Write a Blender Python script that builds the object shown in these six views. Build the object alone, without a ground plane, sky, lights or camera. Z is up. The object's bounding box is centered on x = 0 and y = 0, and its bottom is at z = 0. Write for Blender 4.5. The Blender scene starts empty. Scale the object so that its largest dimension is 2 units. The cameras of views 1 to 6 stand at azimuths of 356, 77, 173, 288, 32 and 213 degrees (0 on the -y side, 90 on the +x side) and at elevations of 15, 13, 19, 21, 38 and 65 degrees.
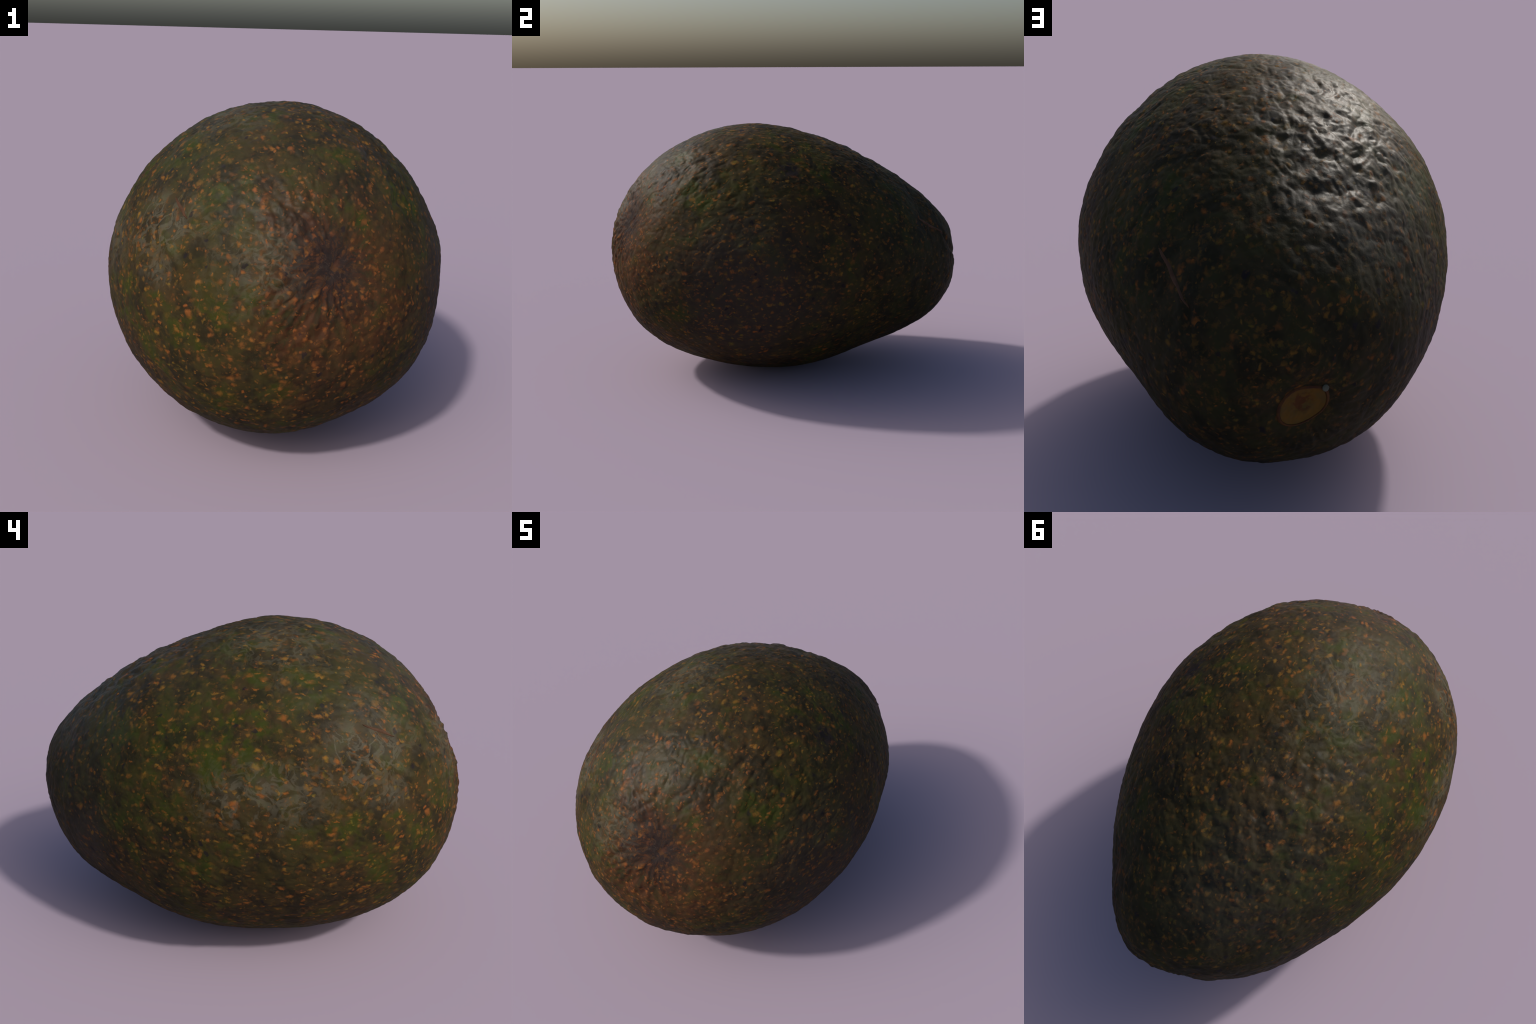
"""A ripe dark avocado lying on its side: blossom end to the front (-y), stem end to the back (+y)."""
import bpy
import math
import numpy as np

# ------------------------------------------------------------------ form
CENTRE = np.array([0.0, 0.0, 0.681])
BLOSSOM = np.array([0.130, -0.896, 0.902])     # puckered tip of the fat end
STEM = np.array([-0.018, 0.930, 0.527])        # middle of the stem scar

# Radius of the fruit measured from CENTRE, at nine polar stations from the
# front (-y) to the back (+y).  ROUND is the mean profile; the other curves
# make each cross-section lopsided, oval, three-sided and squarish.
ROUND = [0.994, 0.954, 0.848, 0.752, 0.699, 0.690, 0.749, 0.896, 0.988]
SHAPE = [
    (1, [-0.064, -0.047, -0.021, -0.006, -0.006, -0.009, 0.007, 0.071, 0.162],
        [0.004, 0.015, 0.032, 0.033, 0.014, -0.004, -0.035, -0.116, -0.122]),
    (2, [0.082, 0.041, 0.019, 0.009, 0.008, 0.009, 0.001, -0.022, -0.008],
        [-0.088, -0.031, -0.002, 0.005, 0.005, 0.002, 0.006, -0.058, -0.205]),
    (3, [0.270, 0.084, 0.003, 0.000, 0.003, 0.014, 0.018, -0.073, -0.327],
        [-0.089, -0.038, -0.023, -0.007, -0.001, 0.003, 0.000, -0.006, -0.021]),
    (4, [-0.171, -0.018, 0.010, 0.008, 0.005, 0.004, -0.004, -0.164, -0.527],
        [0.285, 0.015, -0.026, -0.005, 0.001, 0.008, 0.021, 0.011, -0.039]),
]


def spline(values, x):
    """Cubic spline through equally spaced values over 0..pi, flat at both ends."""
    y = np.asarray(values, float)
    n, h = len(y), math.pi / (len(y) - 1)
    a, b = np.zeros((n, n)), np.zeros(n)
    for i in range(1, n - 1):
        a[i, i - 1:i + 2] = 1, 4, 1
        b[i] = 6 * (y[i - 1] - 2 * y[i] + y[i + 1]) / h ** 2
    a[0, :2], a[-1, -2:] = (2, 1), (1, 2)
    b[0], b[-1] = 6 * (y[1] - y[0]) / h ** 2, 6 * (y[-2] - y[-1]) / h ** 2
    m = np.linalg.solve(a, b)
    j = np.clip((x / h).astype(int), 0, n - 2)
    t = x / h - j
    s = 1 - t
    return s * y[j] + t * y[j + 1] + h * h / 6 * ((s ** 3 - s) * m[j] + (t ** 3 - t) * m[j + 1])


# Gentle swellings and hollows of this particular fruit: place, spread, height.
LUMPS = [
    ((0.28, 0.27, 1.21), 0.19, 0.026),
    ((0.10, 0.94, 0.82), 0.11, 0.016),
    ((0.30, 0.69, 0.99), 0.11, -0.020),
    ((0.37, 0.72, 0.86), 0.10, -0.010),
    ((-0.30, 0.74, 0.89), 0.13, -0.015),
    ((-0.25, -0.67, 1.20), 0.15, 0.018),
    ((0.56, 0.49, 0.66), 0.14, 0.018),
    ((-0.60, 0.10, 0.31), 0.17, 0.016),
    ((0.65, -0.39, 0.52), 0.13, -0.015),
    ((0.70, -0.24, 0.83), 0.11, 0.012),
    ((0.50, -0.25, 0.20), 0.15, 0.016),
    ((0.00, -0.76, 0.25), 0.18, 0.010),
    ((-0.55, -0.10, 0.24), 0.17, 0.011),
    ((0.165, -0.91, 0.915), 0.15, -0.024),       # blossom dimple
    ((-0.014, 0.970, 0.545), 0.092, -0.055),     # stem cavity
    ((0.000, 0.985, 0.690), 0.080, 0.007),       # shoulder above it
]


def radius(d):
    polar = np.arccos(np.clip(-d[:, 1], -1, 1))
    round_angle = np.arctan2(d[:, 2], d[:, 0])
    r = spline(ROUND, polar)
    for m, c, s in SHAPE:
        r += np.sin(polar) ** m * (spline(c, polar) * np.cos(m * round_angle) + spline(s, polar) * np.sin(m * round_angle))
    p = CENTRE + r[:, None] * d
    for place, spread, height in LUMPS:
        r = r + height * np.exp(-((p - np.array(place)) ** 2).sum(1) / spread ** 2)
    return r


def body(d):
    """Smooth surface point and outward normal for unit directions d."""
    def at(q):
        q = q / np.linalg.norm(q, axis=1, keepdims=True)
        return CENTRE + radius(q)[:, None] * q
    side = np.cross(d, np.where(np.abs(d[:, 2:3]) < 0.8, [[0, 0, 1.0]], [[1.0, 0, 0]]))
    side /= np.linalg.norm(side, axis=1, keepdims=True)
    other = np.cross(d, side)
    e = 4e-3
    n = np.cross(at(d + e * side) - at(d - e * side), at(d + e * other) - at(d - e * other))
    n /= np.linalg.norm(n, axis=1, keepdims=True)
    return at(d), n


# ------------------------------------------------------------------ noise
def hash01(i, j, k, seed):
    h = (i.astype(np.uint32) * np.uint32(374761393) + j.astype(np.uint32) * np.uint32(668265263)
         + k.astype(np.uint32) * np.uint32(2147483647) + np.uint32(seed * 974711 + 12345))
    h = (h ^ (h >> np.uint32(13))) * np.uint32(1274126177)
    h = (h ^ (h >> np.uint32(16))) * np.uint32(2246822519)
    h = h ^ (h >> np.uint32(15))
    return h.astype(np.float64) / 4294967295.0


TURN = np.array([[0.36, 0.48, -0.80], [-0.80, 0.60, 0.0], [0.48, 0.64, 0.60]])   # hides the lattice directions


def noise(p, scale, seed=0):
    """Gradient noise, about -1..1."""
    q = (p * scale) @ TURN
    f = np.floor(q)
    t = q - f
    i, j, k = f.astype(np.int64).T
    w = t * t * t * (t * (t * 6 - 15) + 10)
    out = 0.0
    for a in (0, 1):
        for b in (0, 1):
            for c in (0, 1):
                h = hash01(i + a, j + b, k + c, seed)
                up = 2 * ((h * 977.0) % 1.0) - 1
                flat = np.sqrt(1 - up * up)
                slope = flat * (np.cos(h * 2 * math.pi) * (t[:, 0] - a) + np.sin(h * 2 * math.pi) * (t[:, 1] - b)) + up * (t[:, 2] - c)
                out = out + slope * (w[:, 0] if a else 1 - w[:, 0]) * (w[:, 1] if b else 1 - w[:, 1]) * (w[:, 2] if c else 1 - w[:, 2])
    return out * 1.7


def fractal(p, scale, seed=0, octaves=3):
    total, amp = 0.0, 1.0
    for o in range(octaves):
        total = total + amp * noise(p + 7.3 * o, scale * 2.03 ** o, seed + o)
        amp *= 0.5
    return total / 1.6


def step(a, b, x):
    t = np.clip((x - a) / (b - a), 0, 1)
    return t * t * (3 - 2 * t)


def blob(p, centre, size, soft=1.0):
    """1 at centre, fading to 0 at the given half sizes."""
    d = np.linalg.norm((p - np.array(centre)) / np.array(size), axis=1)
    return 1 - step(1 - soft, 1, d)


def near_path(p, path):
    """Distance to a polyline and how far along it the nearest point is."""
    path = np.array(path, float)
    best, where = np.full(len(p), 9.0), np.zeros(len(p))
    for i, (a, b) in enumerate(zip(path[:-1], path[1:])):
        t = np.clip((p - a) @ (b - a) / ((b - a) @ (b - a)), 0, 1)
        d = np.linalg.norm(p - a - t[:, None] * (b - a), axis=1)
        where = np.where(d < best, (i + t) / (len(path) - 1), where)
        best = np.minimum(best, d)
    return best, where


SCRATCHES = [  # path over the peel, half width
    ([(0.398, 0.655, 0.915), (0.377, 0.700, 0.887), (0.345, 0.770, 0.842), (0.306, 0.842, 0.795)], 0.008),
    ([(-0.424, -0.645, 1.098), (-0.404, -0.700, 1.072), (-0.380, -0.760, 1.040)], 0.007),
]
CREASE = [(0.309, 0.845, 0.79), (0.300, 0.890, 0.725), (0.235, 0.945, 0.680), (0.150, 0.985, 0.63)]


def relief(p):
    """Height of the leathery skin above the smooth body."""
    warp = np.stack([noise(p, 9, 11), noise(p, 9, 12), noise(p, 9, 13)], 1)
    q = p + 0.012 * warp
    grain = q * [1.0, 0.72, 1.0]                      # pebbles run a little along the fruit

    shrivel = np.maximum.reduce([
        blob(p, (-0.16, 0.48, 1.18), (0.42, 0.55, 0.42), 0.8),
        0.9 * blob(p, (-0.20, 0.10, 1.36), (0.30, 0.30, 0.25), 0.9),
        0.42 * blob(p, (0.15, 0.35, 1.27), (0.45, 0.50, 0.35), 0.8),
        0.70 * blob(p, (0.28, -0.50, 1.13), (0.45, 0.45, 0.40), 0.8),
        0.45 * blob(p, (-0.25, -0.80, 1.00), (0.35, 0.30, 0.35), 0.9),
    ])
    rough = 0.58 + 0.90 * shrivel + 0.12 * noise(p, 4, 5)

    # pebbles: rounded lumps parted by creases where a warped noise crosses zero
    wide = 1 - np.exp(-(noise(grain, 14, 21) / 0.22) ** 2)
    close = 1 - np.exp(-(noise(grain, 27, 31) / 0.25) ** 2)
    h = np.minimum(rough, 0.8) * (0.0030 * (wide - 0.7) + 0.0020 * (close - 0.7)) + rough * 0.0052 * fractal(grain, 17, 41)
    deep = step(0.15, 0.85, shrivel)
    clods = noise(q * [1.0, 0.7, 0.85], 17, 25) + 0.5 * noise(grain, 33, 26)
    h += deep * (0.0068 * clods - 0.0030 * np.exp(-(noise(q * [1.0, 0.6, 0.8], 10, 27) / 0.22) ** 2))
    h += 0.0034 * noise(p, 6.5, 51) + 0.0008 * fractal(grain, 60, 61, 2)

    # pucker round the blossom end: radial wrinkles, deepest on the upper and left side
    v = p - BLOSSOM
    out = np.array([0.12, -0.95, 0.30])
    out /= np.linalg.norm(out)
    right = np.cross([0, 0, 1.0], -out)
    right /= -np.linalg.norm(right)
    top = np.cross(right, -out)
    a, b = v @ right, v @ top
    reach = np.hypot(a, b)
    front = step(-0.5, -0.75, p[:, 1])
    turn = np.arctan2(b, a)
    spoke = np.stack([np.cos(turn) * 6.5, np.sin(turn) * 6.5, reach * 15.0], 1) + 0.5 * warp
    ring = step(0.03, 0.16, reach) * (1 - step(0.20, 0.48, reach)) * front
    side = 0.15 + 0.85 * step(0.35, -0.35, np.cos(turn - math.radians(10)))
    ray = noise(spoke, 1.15, 71) + 0.45 * noise(spoke, 2.4, 72)
    h += ring * side * 0.0085 * (ray - 0.1) + front * 0.0022 * (1 - step(0.03, 0.14, reach)) * noise(spoke, 1.3, 73)
    h -= 0.003 * front * (1 - step(0.0, 0.10, reach))

    d, _ = near_path(q, CREASE)
    h += -0.007 * np.exp(-(d / 0.014) ** 2) + 0.003 * np.exp(-((d - 0.040) / 0.02) ** 2)
    d = np.linalg.norm(p - np.array([0.485, -0.11, 1.212]), axis=1)
    h -= 0.004 * np.exp(-(d / 0.03) ** 2)

    h *= 0.3 + 0.7 * step(0.03, 0.25, p[:, 2])          # rubbed flat where it rests

    # calm ring and fine radial pleats round the stem scar
    w = p - STEM
    far = np.linalg.norm(w, axis=1)
    h *= 0.25 + 0.75 * step(0.06, 0.16, far)
    pleat = np.arctan2(w[:, 2], w[:, 0])
    pleats = np.stack([np.cos(pleat) * 5, np.sin(pleat) * 5, far * 4], 1)
    h += 0.0035 * noise(pleats, 2.2, 81) * step(0.07, 0.10, far) * (1 - step(0.14, 0.30, far))
    return h


def skin(d):
    p, n = body(d)
    return p + relief(p)[:, None] * n, n


def towards(points):
    d = np.asarray(points, float) - CENTRE
    return d / np.linalg.norm(d, axis=1, keepdims=True)


# ------------------------------------------------------------------ meshes
def mesh_object(name, verts, quads, material, parent=None):
    me = bpy.data.meshes.new(name)
    quads = np.asarray(quads, np.int32)
    me.vertices.add(len(verts))
    me.vertices.foreach_set("co", np.asarray(verts, np.float32).ravel())
    me.loops.add(quads.size)
    me.loops.foreach_set("vertex_index", quads.ravel())
    me.polygons.add(len(quads))
    me.polygons.foreach_set("loop_start", np.arange(len(quads), dtype=np.int32) * 4)
    me.polygons.foreach_set("use_smooth", np.ones(len(quads), bool))
    me.update(calc_edges=True)
    me.validate()
    me.materials.append(material)
    ob = bpy.data.objects.new(name, me)
    bpy.context.scene.collection.objects.link(ob)
    ob.parent = parent
    return ob


def cube_sphere(n):
    """Unit sphere of 6 n x n quads with welded seams, evenly sized."""
    g = np.tan(np.linspace(-1, 1, n + 1) * math.pi / 4)
    u, v = np.meshgrid(g, g, indexing="ij")
    u, v, one = u.ravel(), v.ravel(), np.ones(u.size)
    faces = [np.stack(f, 1) for f in ((one, u, v), (-one, v, u), (v, one, u), (u, -one, v), (u, v, one), (v, u, -one))]
    i = np.arange(n)[:, None] * (n + 1) + np.arange(n)[None, :]
    q = np.stack([i, i + n + 1, i + n + 2, i + 1], -1).reshape(-1, 4)
    pts = np.vstack(faces)
    quads = np.vstack([q + k * (n + 1) ** 2 for k in range(6)])
    key = np.round(pts * 1e6).astype(np.int64)
    _, first, back = np.unique(key, axis=0, return_index=True, return_inverse=True)
    pts = pts[first]
    return pts / np.linalg.norm(pts, axis=1, keepdims=True), back.reshape(-1)[quads]


def grid_quads(rows, columns, closed=True):
    q = []
    for r in range(rows - 1):
        for c in range(columns if closed else columns - 1):
            d = (c + 1) % columns
            q.append((r * columns + c, r * columns + d, (r + 1) * columns + d, (r + 1) * columns + c))
    return q


# ------------------------------------------------------------------ materials
class Nodes:
    """Small helper that wires up a node material."""

    def __init__(self, name):
        self.material = bpy.data.materials.new(name)
        self.material.use_nodes = True
        self.tree = self.material.node_tree
        self.tree.nodes.clear()
        self.out = self.add("ShaderNodeOutputMaterial")
        self.shader = self.add("ShaderNodeBsdfPrincipled")
        self.link(self.shader.outputs[0], self.out.inputs[0])
        self.position = self.add("ShaderNodeTexCoord").outputs["Object"]

    def add(self, kind, **settings):
        node = self.tree.nodes.new(kind)
        for k, v in settings.items():
            setattr(node, k, v)
        return node

    def link(self, a, b):
        self.tree.links.new(a, b)

    def put(self, socket, value):
        if isinstance(value, bpy.types.NodeSocket):
            self.link(value, socket)
        elif isinstance(value, (tuple, list)) and len(value) == 3 and socket.type == "RGBA":
            socket.default_value = (*value, 1)
        else:
            socket.default_value = value

    def math(self, op, a, b=0.0, c=0.0, clamp=False):
        n = self.add("ShaderNodeMath", operation=op, use_clamp=clamp)
        for s, v in zip(n.inputs, (a, b, c)):
            self.put(s, v)
        return n.outputs[0]

    def vec(self, op, a, b=(0, 0, 0), scale=1.0):
        n = self.add("ShaderNodeVectorMath", operation=op)
        self.put(n.inputs[0], a)
        self.put(n.inputs[1], b)
        self.put(n.inputs[3], scale)
        return n.outputs["Value" if op in ("LENGTH", "DISTANCE", "DOT_PRODUCT") else "Vector"]

    def ramp(self, x, lo, hi, a=0.0, b=1.0):
        n = self.add("ShaderNodeMapRange", interpolation_type="SMOOTHSTEP")
        for s, v in zip(n.inputs, (x, lo, hi, a, b)):
            self.put(s, v)
        return n.outputs[0]

    def mix(self, f, a, b):
        n = self.add("ShaderNodeMix", data_type="RGBA")
        self.put(n.inputs[0], f)
        self.put(n.inputs[6], a)
        self.put(n.inputs[7], b)
        return n.outputs[2]

    def noise(self, vector, scale, detail=3.0, rough=0.55, distort=0.0, colour=False):
        n = self.add("ShaderNodeTexNoise")
        self.put(n.inputs["Vector"], vector)
        for k, v in (("Scale", scale), ("Detail", detail), ("Roughness", rough), ("Distortion", distort)):
            n.inputs[k].default_value = v
        return n.outputs["Color" if colour else "Fac"]

    def voronoi(self, vector, scale, feature="F1"):
        n = self.add("ShaderNodeTexVoronoi", feature=feature)
        self.put(n.inputs["Vector"], vector)
        n.inputs["Scale"].default_value = scale
        return n.outputs

    def split(self, colour):
        n = self.add("ShaderNodeSeparateColor")
        self.put(n.inputs[0], colour)
        return n.outputs

    def blob(self, vector, centre, size, soft=0.8):
        v = self.vec("DIVIDE", self.vec("SUBTRACT", vector, centre), size)
        return self.ramp(self.vec("LENGTH", v), 1.0, 1.0 - soft, 0.0, 1.0)


def peel_material():
    m = Nodes("leathery_peel")
    pos = m.position
    # warped position so that every border is ragged
    wob = m.vec("SUBTRACT", m.noise(pos, 3.2, 4, 0.6, colour=True), (0.5, 0.5, 0.5))
    ragged = m.vec("ADD", pos, m.vec("SCALE", wob, scale=0.55))
    fine = m.vec("SUBTRACT", m.noise(pos, 24, 3, 0.6, colour=True), (0.5, 0.5, 0.5))
    frayed = m.vec("ADD", pos, m.vec("SCALE", fine, scale=0.05))

    # ground colour
    broad = m.noise(pos, 2.6, 5, 0.6)
    middle = m.noise(pos, 9, 5, 0.62)
    olive, brown, green, dark = (0.0300, 0.0265, 0.0085), (0.0360, 0.0235, 0.0100), (0.0250, 0.0370, 0.0050), (0.0150, 0.0130, 0.0078)
    col = m.mix(m.ramp(broad, 0.40, 0.62), olive, brown)
    greens = m.math("MAXIMUM", m.blob(ragged, (-0.56, -0.15, 1.12), (0.42, 0.55, 0.32), 0.9),
                    m.math("MULTIPLY", m.ramp(m.noise(pos, 4.5, 4, 0.6), 0.48, 0.64), 0.80))
    greens = m.math("MULTIPLY", greens, m.ramp(m.noise(pos, 13, 4, 0.6), 0.38, 0.60))
    col = m.mix(m.math("MULTIPLY", greens, 0.85), col, green)
    col = m.mix(m.math("MULTIPLY", m.ramp(middle, 0.54, 0.40), 0.75), col, dark)

    # cool dark green-grey neck, and a dull purple cheek
    neck = m.ramp(m.add_y(ragged), 0.15, 0.75)
    col = m.mix(m.math("MULTIPLY", neck, 0.70), col, m.mix(m.ramp(middle, 0.4, 0.6), (0.0125, 0.0125, 0.0070), (0.0200, 0.0180, 0.0095)))
    purple = m.math("MAXIMUM", m.blob(ragged, (0.62, -0.35, 0.58), (0.42, 0.68, 0.62), 0.85), m.blob(ragged, (-0.50, 0.55, 0.55), (0.30, 0.40, 0.30), 0.9))
    col = m.mix(m.math("MULTIPLY", purple, 0.75), col, (0.0330, 0.0260, 0.0215))

    # blossom end: rusty halo with dark purple heart and radial streaks
    rel = m.vec("SUBTRACT", m.vec("ADD", pos, m.vec("SCALE", fine, scale=0.07)), tuple(BLOSSOM))
    xyz = m.add("ShaderNodeSeparateXYZ")
    m.link(rel, xyz.inputs[0])
    turn = m.math("ARCTAN2", xyz.outputs[2], xyz.outputs[0])
    reach = m.vec("LENGTH", rel)
    polar = m.add("ShaderNodeCombineXYZ")
    m.put(polar.inputs[0], m.math("MULTIPLY", m.math("COSINE", turn), 3.0))
    m.put(polar.inputs[1], m.math("MULTIPLY", m.math("SINE", turn), 3.0))
    m.put(polar.inputs[2], m.math("MULTIPLY", reach, 3.0))
    streak = m.noise(polar.outputs[0], 3.6, 3, 0.6)
    rust = m.math("MULTIPLY", m.ramp(m.vec("DISTANCE", ragged, (0.10, -0.93, 0.84)), 0.50, 0.12), m.ramp(streak, 0.34, 0.62))
    col = m.mix(m.math("MULTIPLY", rust, 0.85), col, (0.052, 0.0190, 0.0095))
    heart = m.math("MULTIPLY", m.ramp(m.vec("DISTANCE", frayed, (0.085, -0.90, 0.905)), 0.26, 0.06), m.ramp(m.math("MULTIPLY", streak, m.ramp(reach, 0.0, 0.08, 0.5, 1.0)), 0.72, 0.40))
    col = m.mix(m.math("MULTIPLY", heart, 0.95), col, (0.0185, 0.0130, 0.0130))
    pale = m.math("MULTIPLY", m.ramp(reach, 0.09, 0.02), m.ramp(streak, 0.52, 0.68))
    col = m.mix(m.math("MULTIPLY", pale, 0.35), col, (0.075, 0.062, 0.048))

    # greyish wax worn into curly films; top patch also has grey sheen painted in
    curl = m.noise(m.vec("ADD", pos, m.vec("SCALE", fine, scale=0.02)), 12, 4, 0.55, 1.2)
    film = m.ramp(m.math("ABSOLUTE", m.math("SUBTRACT", curl, 0.5)), 0.07, 0.015)
    wax_and_sheen = m.math("MAXIMUM", m.blob(ragged, (-0.47, -0.68, 1.02), (0.26, 0.26, 0.22), 0.85), m.math("MULTIPLY", m.blob(ragged, (-0.20, -0.25, 1.38), (0.34, 0.48, 0.24), 0.9), 0.65))
    wax_and_sheen = m.math("MAXIMUM", wax_and_sheen, m.math("MULTIPLY", m.blob(ragged, (-0.68, -0.30, 0.92), (0.25, 0.42, 0.22), 0.9), 0.8))
    wax_and_sheen = m.math("MAXIMUM", wax_and_sheen, m.math("MULTIPLY", m.blob(ragged, (-0.15, -0.95, 0.95), (0.30, 0.25, 0.30), 0.9), 0.7))
    wax_and_sheen = m.math("MAXIMUM", wax_and_sheen, 0.05)
    col = m.mix(m.math("MULTIPLY", wax_and_sheen, m.ramp(m.noise(pos, 7, 3), 0.42, 0.62, 0.08, 0.38)), col, (0.072, 0.066, 0.044))
    col = m.mix(m.math("MULTIPLY", m.math("MULTIPLY", wax_and_sheen, film), 0.40), col, (0.112, 0.104, 0.074))

    # corky specks: coarse on the left flank, fine on the right and round the tip
    def specks(scale, seed, size, gate, tone):
        v = m.voronoi(m.vec("ADD", m.vec("MULTIPLY", frayed, (1.0, 0.62, 1.0)), (seed, seed * 2, 0)), scale)
        rnd = m.split(v["Color"])
        rad = m.math("MULTIPLY_ADD", rnd[0], size * 0.75, size * 0.35)
        spot = m.ramp(m.math("DIVIDE", v["Distance"], rad), 1.0, 0.10)
        keep = m.math("GREATER_THAN", m.math("ADD", rnd[1], gate), 0.5)
        return m.math("MULTIPLY", m.math("MULTIPLY", spot, keep), m.math("MULTIPLY_ADD", rnd[2], 0.7, tone)), m.math("FRACT", m.math("MULTIPLY", rnd[2], 7.13))

    rusty = m.ramp(m.vec("DISTANCE", ragged, tuple(BLOSSOM)), 0.75, 0.25)
    clump = m.math("ADD", m.math("MULTIPLY_ADD", m.noise(pos, 5, 3, 0.6), 1.6, -0.80), m.math("MULTIPLY", rusty, 0.15))
    right = m.ramp(m.add_x(ragged), -0.15, 0.30)
    nearneck = m.math("MULTIPLY", neck, -0.20)
    big, hue1 = specks(27, 0.0, 0.44, m.math("ADD", m.math("ADD", clump, m.math("MULTIPLY_ADD", right, -0.30, 0.34)), nearneck), 0.34)
    tiny, hue2 = specks(50, 5.0, 0.54, m.math("ADD", m.math("MULTIPLY_ADD", right, 0.25, 0.20), m.math("ADD", clump, nearneck)), 0.30)
    hue = m.mix(m.math("GREATER_THAN", big, tiny), hue2, hue1)
    warm = m.mix(m.ramp(hue, 0.2, 0.8), (0.225, 0.074, 0.016), (0.200, 0.098, 0.016))
    warm = m.mix(m.ramp(m.noise(pos, 21, 2), 0.55, 0.70), warm, (0.140, 0.105, 0.016))
    warm = m.mix(m.math("MULTIPLY", rusty, 0.55), warm, (0.215, 0.062, 0.022))
    mottle = m.ramp(m.noise(frayed, 34, 4, 0.65), 0.52, 0.72)
    col = m.mix(m.math("MULTIPLY", mottle, 0.50), col, m.mix(0.6, warm, (0.025, 0.022, 0.008)))
    spots = m.math("MAXIMUM", big, tiny)
    faded = m.math("MULTIPLY", m.math("MULTIPLY", spots, m.ramp(reach, 0.04, 0.14, 0.25, 1.0)), m.math("MULTIPLY_ADD", neck, -0.25, 0.80))
    col = m.mix(faded, col, warm)

    # sparse purple-black pinpricks and one dark bruise
    pin = m.voronoi(m.vec("ADD", frayed, (3.1, 0.4, 8.8)), 15)
    prick = m.math("MULTIPLY", m.ramp(pin["Distance"], 0.20, 0.10), m.math("GREATER_THAN", m.split(pin["Color"])[0], 0.72))
    bruise = m.math("MULTIPLY", m.blob(frayed, (0.485, -0.11, 1.212), (0.085, 0.085, 0.075), 0.6), m.ramp(m.noise(pos, 32, 2), 0.40, 0.52))
    col = m.mix(m.math("MULTIPLY", m.math("MAXIMUM", prick, bruise), 0.75), col, (0.012, 0.010, 0.013))

    m.put(m.shader.inputs["Base Color"], col)
    # the handled top of the fruit is polished, the flanks are dull
    gloss = m.math("MAXIMUM", m.blob(ragged, (-0.06, -0.58, 1.20), (0.54, 0.66, 0.50), 0.75), m.blob(ragged, (-0.24, 0.42, 1.16), (0.38, 0.78, 0.55), 0.75))
    rough = m.math("MULTIPLY_ADD", m.noise(pos, 40, 2), 0.22, m.math("MULTIPLY_ADD", gloss, -0.10, 0.50))
    m.put(m.shader.inputs["Roughness"], m.math("MULTIPLY_ADD", spots, 0.12, rough))
    m.put(m.shader.inputs["Specular IOR Level"], m.math("MULTIPLY_ADD", gloss, 0.13, 0.04))
    height = m.math("ADD", m.math("MULTIPLY", m.noise(m.vec("MULTIPLY", pos, (1, 0.75, 1)), 85, 3, 0.6), 0.6), m.math("MULTIPLY", spots, 0.35))
    bump = m.add("ShaderNodeBump")
    bump.inputs["Strength"].default_value = 0.45
    bump.inputs["Distance"].default_value = 0.004
    m.put(bump.inputs["Height"], height)
    m.link(bump.outputs[0], m.shader.inputs["Normal"])
    return m.material


def axis_socket(axis):
    def get(self, vector):
        n = self.add("ShaderNodeSeparateXYZ")
        self.put(n.inputs[0], vector)
        return n.outputs[axis]
    return get


Nodes.add_x, Nodes.add_y, Nodes.add_z = (axis_socket(i) for i in range(3))


def plain_material(name, a, b, scale, roughness, spots=None, spot_at=(0, 0, 0), spot_size=(1, 1, 1)):
    m = Nodes(name)
    col = m.mix(m.ramp(m.noise(m.position, scale, 4, 0.6), 0.35, 0.65), a, b)
    if spots:
        mask = m.math("MULTIPLY", m.blob(m.position, spot_at, spot_size, 0.5), m.ramp(m.noise(m.position, 48, 3, 0.6), 0.46, 0.56))
        col = m.mix(m.math("MULTIPLY", mask, 0.85), col, spots)
    m.put(m.shader.inputs["Base Color"], col)
    m.put(m.shader.inputs["Roughness"], roughness)
    m.put(m.shader.inputs["Specular IOR Level"], 0.08)
    bump = m.add("ShaderNodeBump")
    bump.inputs["Strength"].default_value = 0.35
    bump.inputs["Distance"].default_value = 0.003
    m.put(bump.inputs["Height"], m.noise(m.position, 90, 3))
    m.link(bump.outputs[0], m.shader.inputs["Normal"])
    return m.material


# ------------------------------------------------------------------ parts
avocado = bpy.data.objects.new("avocado", None)
bpy.context.scene.collection.objects.link(avocado)
avocado["label"] = "dark green-brown avocado with pebbly speckled skin lying sideways"
avocado["category"] = "avocado"

directions, quads = cube_sphere(300)
surface, _ = skin(directions)
mesh_object("peel", surface, quads, peel_material(), avocado)

# Stem scar: an oval corky button with a rolled reddish rim, bulging on one corner.
stem_d = towards([STEM])
_, stem_n = body(stem_d)
stem_n = stem_n[0]
stem_right = np.cross([0, 0, 1.0], stem_n)
stem_right /= np.linalg.norm(stem_right)              # points to -x, the viewer's right from behind
stem_up = np.cross(stem_n, stem_right)
TILT = math.radians(24)
COLUMNS = 96


def scar_outline(angle):
    """Half size of the scar round its edge: oval, drawn out to the upper right."""
    oval = 1 / np.sqrt((np.cos(angle) / 0.078) ** 2 + (np.sin(angle) / 0.061) ** 2)
    return oval * (1 + 0.13 * np.exp(-((angle - 0.32) / 0.38) ** 2) + 0.03 * np.cos(3 * angle + 1))


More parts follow.
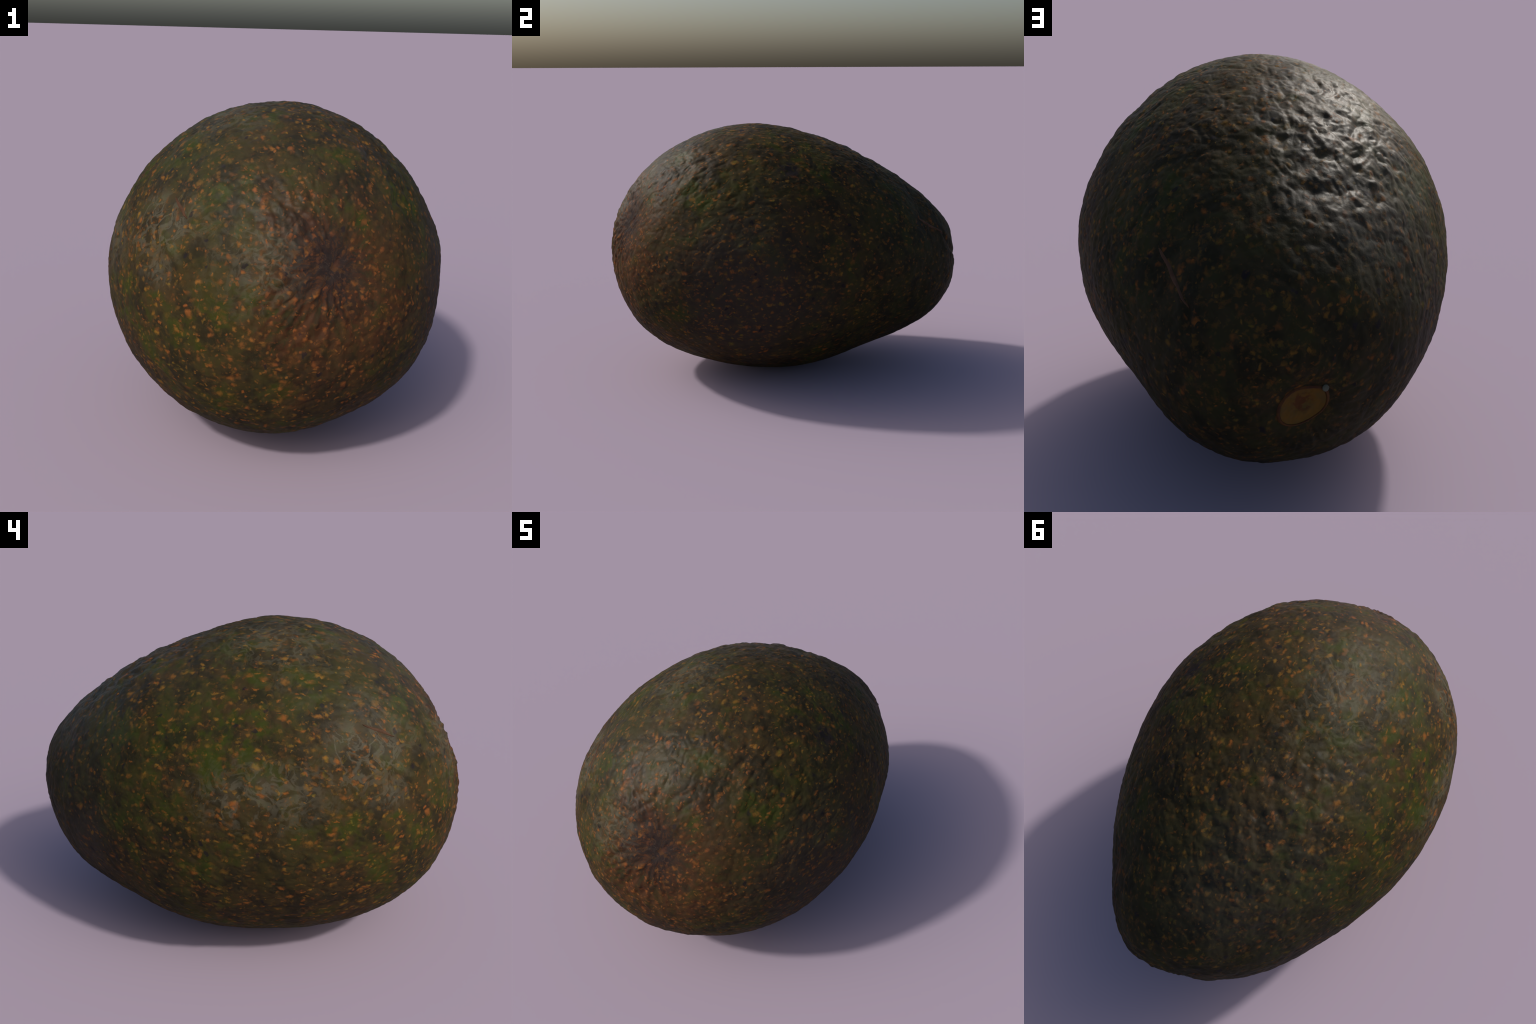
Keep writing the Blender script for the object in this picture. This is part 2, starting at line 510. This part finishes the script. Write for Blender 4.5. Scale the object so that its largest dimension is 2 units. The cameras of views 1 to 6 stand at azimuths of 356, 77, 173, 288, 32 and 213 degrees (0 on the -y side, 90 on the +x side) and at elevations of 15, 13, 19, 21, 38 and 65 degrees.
def scar_patch(rings, heights, name, material, parent):
    angle = np.linspace(-math.pi, math.pi, COLUMNS, endpoint=False)
    rows = []
    for k, lift in zip(rings, heights):
        a = angle + TILT
        r = scar_outline(angle) * k
        flat = STEM + (np.cos(a) * r)[:, None] * stem_right + (np.sin(a) * r)[:, None] * stem_up
        p, n = skin(towards(flat))
        bumpy = lift + 0.0012 * noise(p, 60, 91) + 0.0008 * noise(p, 130, 92)
        rows.append(p + bumpy[:, None] * n)
    return mesh_object(name, np.vstack(rows), grid_quads(len(rows), COLUMNS)[::-1], material, parent)


cork = plain_material("scar_cork", (0.105, 0.054, 0.009), (0.080, 0.050, 0.014), 30, 0.65, (0.070, 0.024, 0.008), tuple(STEM + 0.008 * stem_up), (0.045, 0.06, 0.042))
rim_cork = plain_material("scar_rim_cork", (0.050, 0.021, 0.011), (0.075, 0.033, 0.010), 40, 0.6)
inner = np.linspace(0.0, 0.93, 26)
inner[0] = 0.002
button = scar_patch(inner, 0.0035 + 0.003 * step(0.75, 0.5, inner) - 0.003 * step(0.45, 0.1, inner), "stem_scar", cork, avocado)
edge = np.linspace(0.90, 1.07, 14)
scar_patch(edge, -0.004 + 0.0105 * np.sin(np.linspace(0.1, math.pi - 0.1, 14)), "scar_rim", rim_cork, button)

# A pale dried droplet on the rim of the scar.
drop = STEM + 0.091 * stem_right * math.cos(TILT + 0.33) + 0.091 * stem_up * math.sin(TILT + 0.33)
drop_p, drop_n = skin(towards([drop]))
ring = np.linspace(0, 2 * math.pi, 20, endpoint=False)
rows = []
for t in np.linspace(0.02, math.pi / 2 + 0.35, 9):
    rows.append(drop_p[0] + 0.006 * math.cos(t) * drop_n[0] + 0.003 * drop_n[0]
                + 0.0110 * math.sin(t) * (np.cos(ring)[:, None] * stem_right + np.sin(ring)[:, None] * stem_up))
mesh_object("sap_drop", np.vstack(rows), grid_quads(9, 20)[::-1], plain_material("dried_sap", (0.085, 0.090, 0.065), (0.070, 0.075, 0.055), 60, 0.45), button)

# Healed scratches: thin corky welts with tapered, wavering ends.
welt = plain_material("scratch_cork", (0.070, 0.036, 0.020), (0.050, 0.026, 0.015), 26, 0.6)
for path, half in SCRATCHES:
    path = np.array(path)
    t = np.linspace(0, len(path) - 1, 60)
    line = np.stack([np.interp(t, np.arange(len(path)), path[:, k]) for k in range(3)], 1)
    for _ in range(12):
        line[1:-1] = 0.25 * line[:-2] + 0.5 * line[1:-1] + 0.25 * line[2:]
    along = np.gradient(line, axis=0)
    along /= np.linalg.norm(along, axis=1, keepdims=True)
    _, n = body(towards(line))
    across = np.cross(n, along)
    s = np.linspace(0, 1, len(line))
    width = half * (0.12 + np.sin(math.pi * s) ** 0.6) * (1 + 0.25 * noise(line, 40, 95))
    line = line + (0.003 * noise(line, 28, 96))[:, None] * across
    rows = []
    for u in np.linspace(-1, 1, 9):
        p, pn = skin(towards(line + (u * width)[:, None] * across))
        rows.append(p + (0.0030 * (1 - u * u) - 0.0012 * u * u)[..., None] * pn)
    mesh_object("scratch", np.vstack(rows), grid_quads(9, len(line), False), welt, avocado)
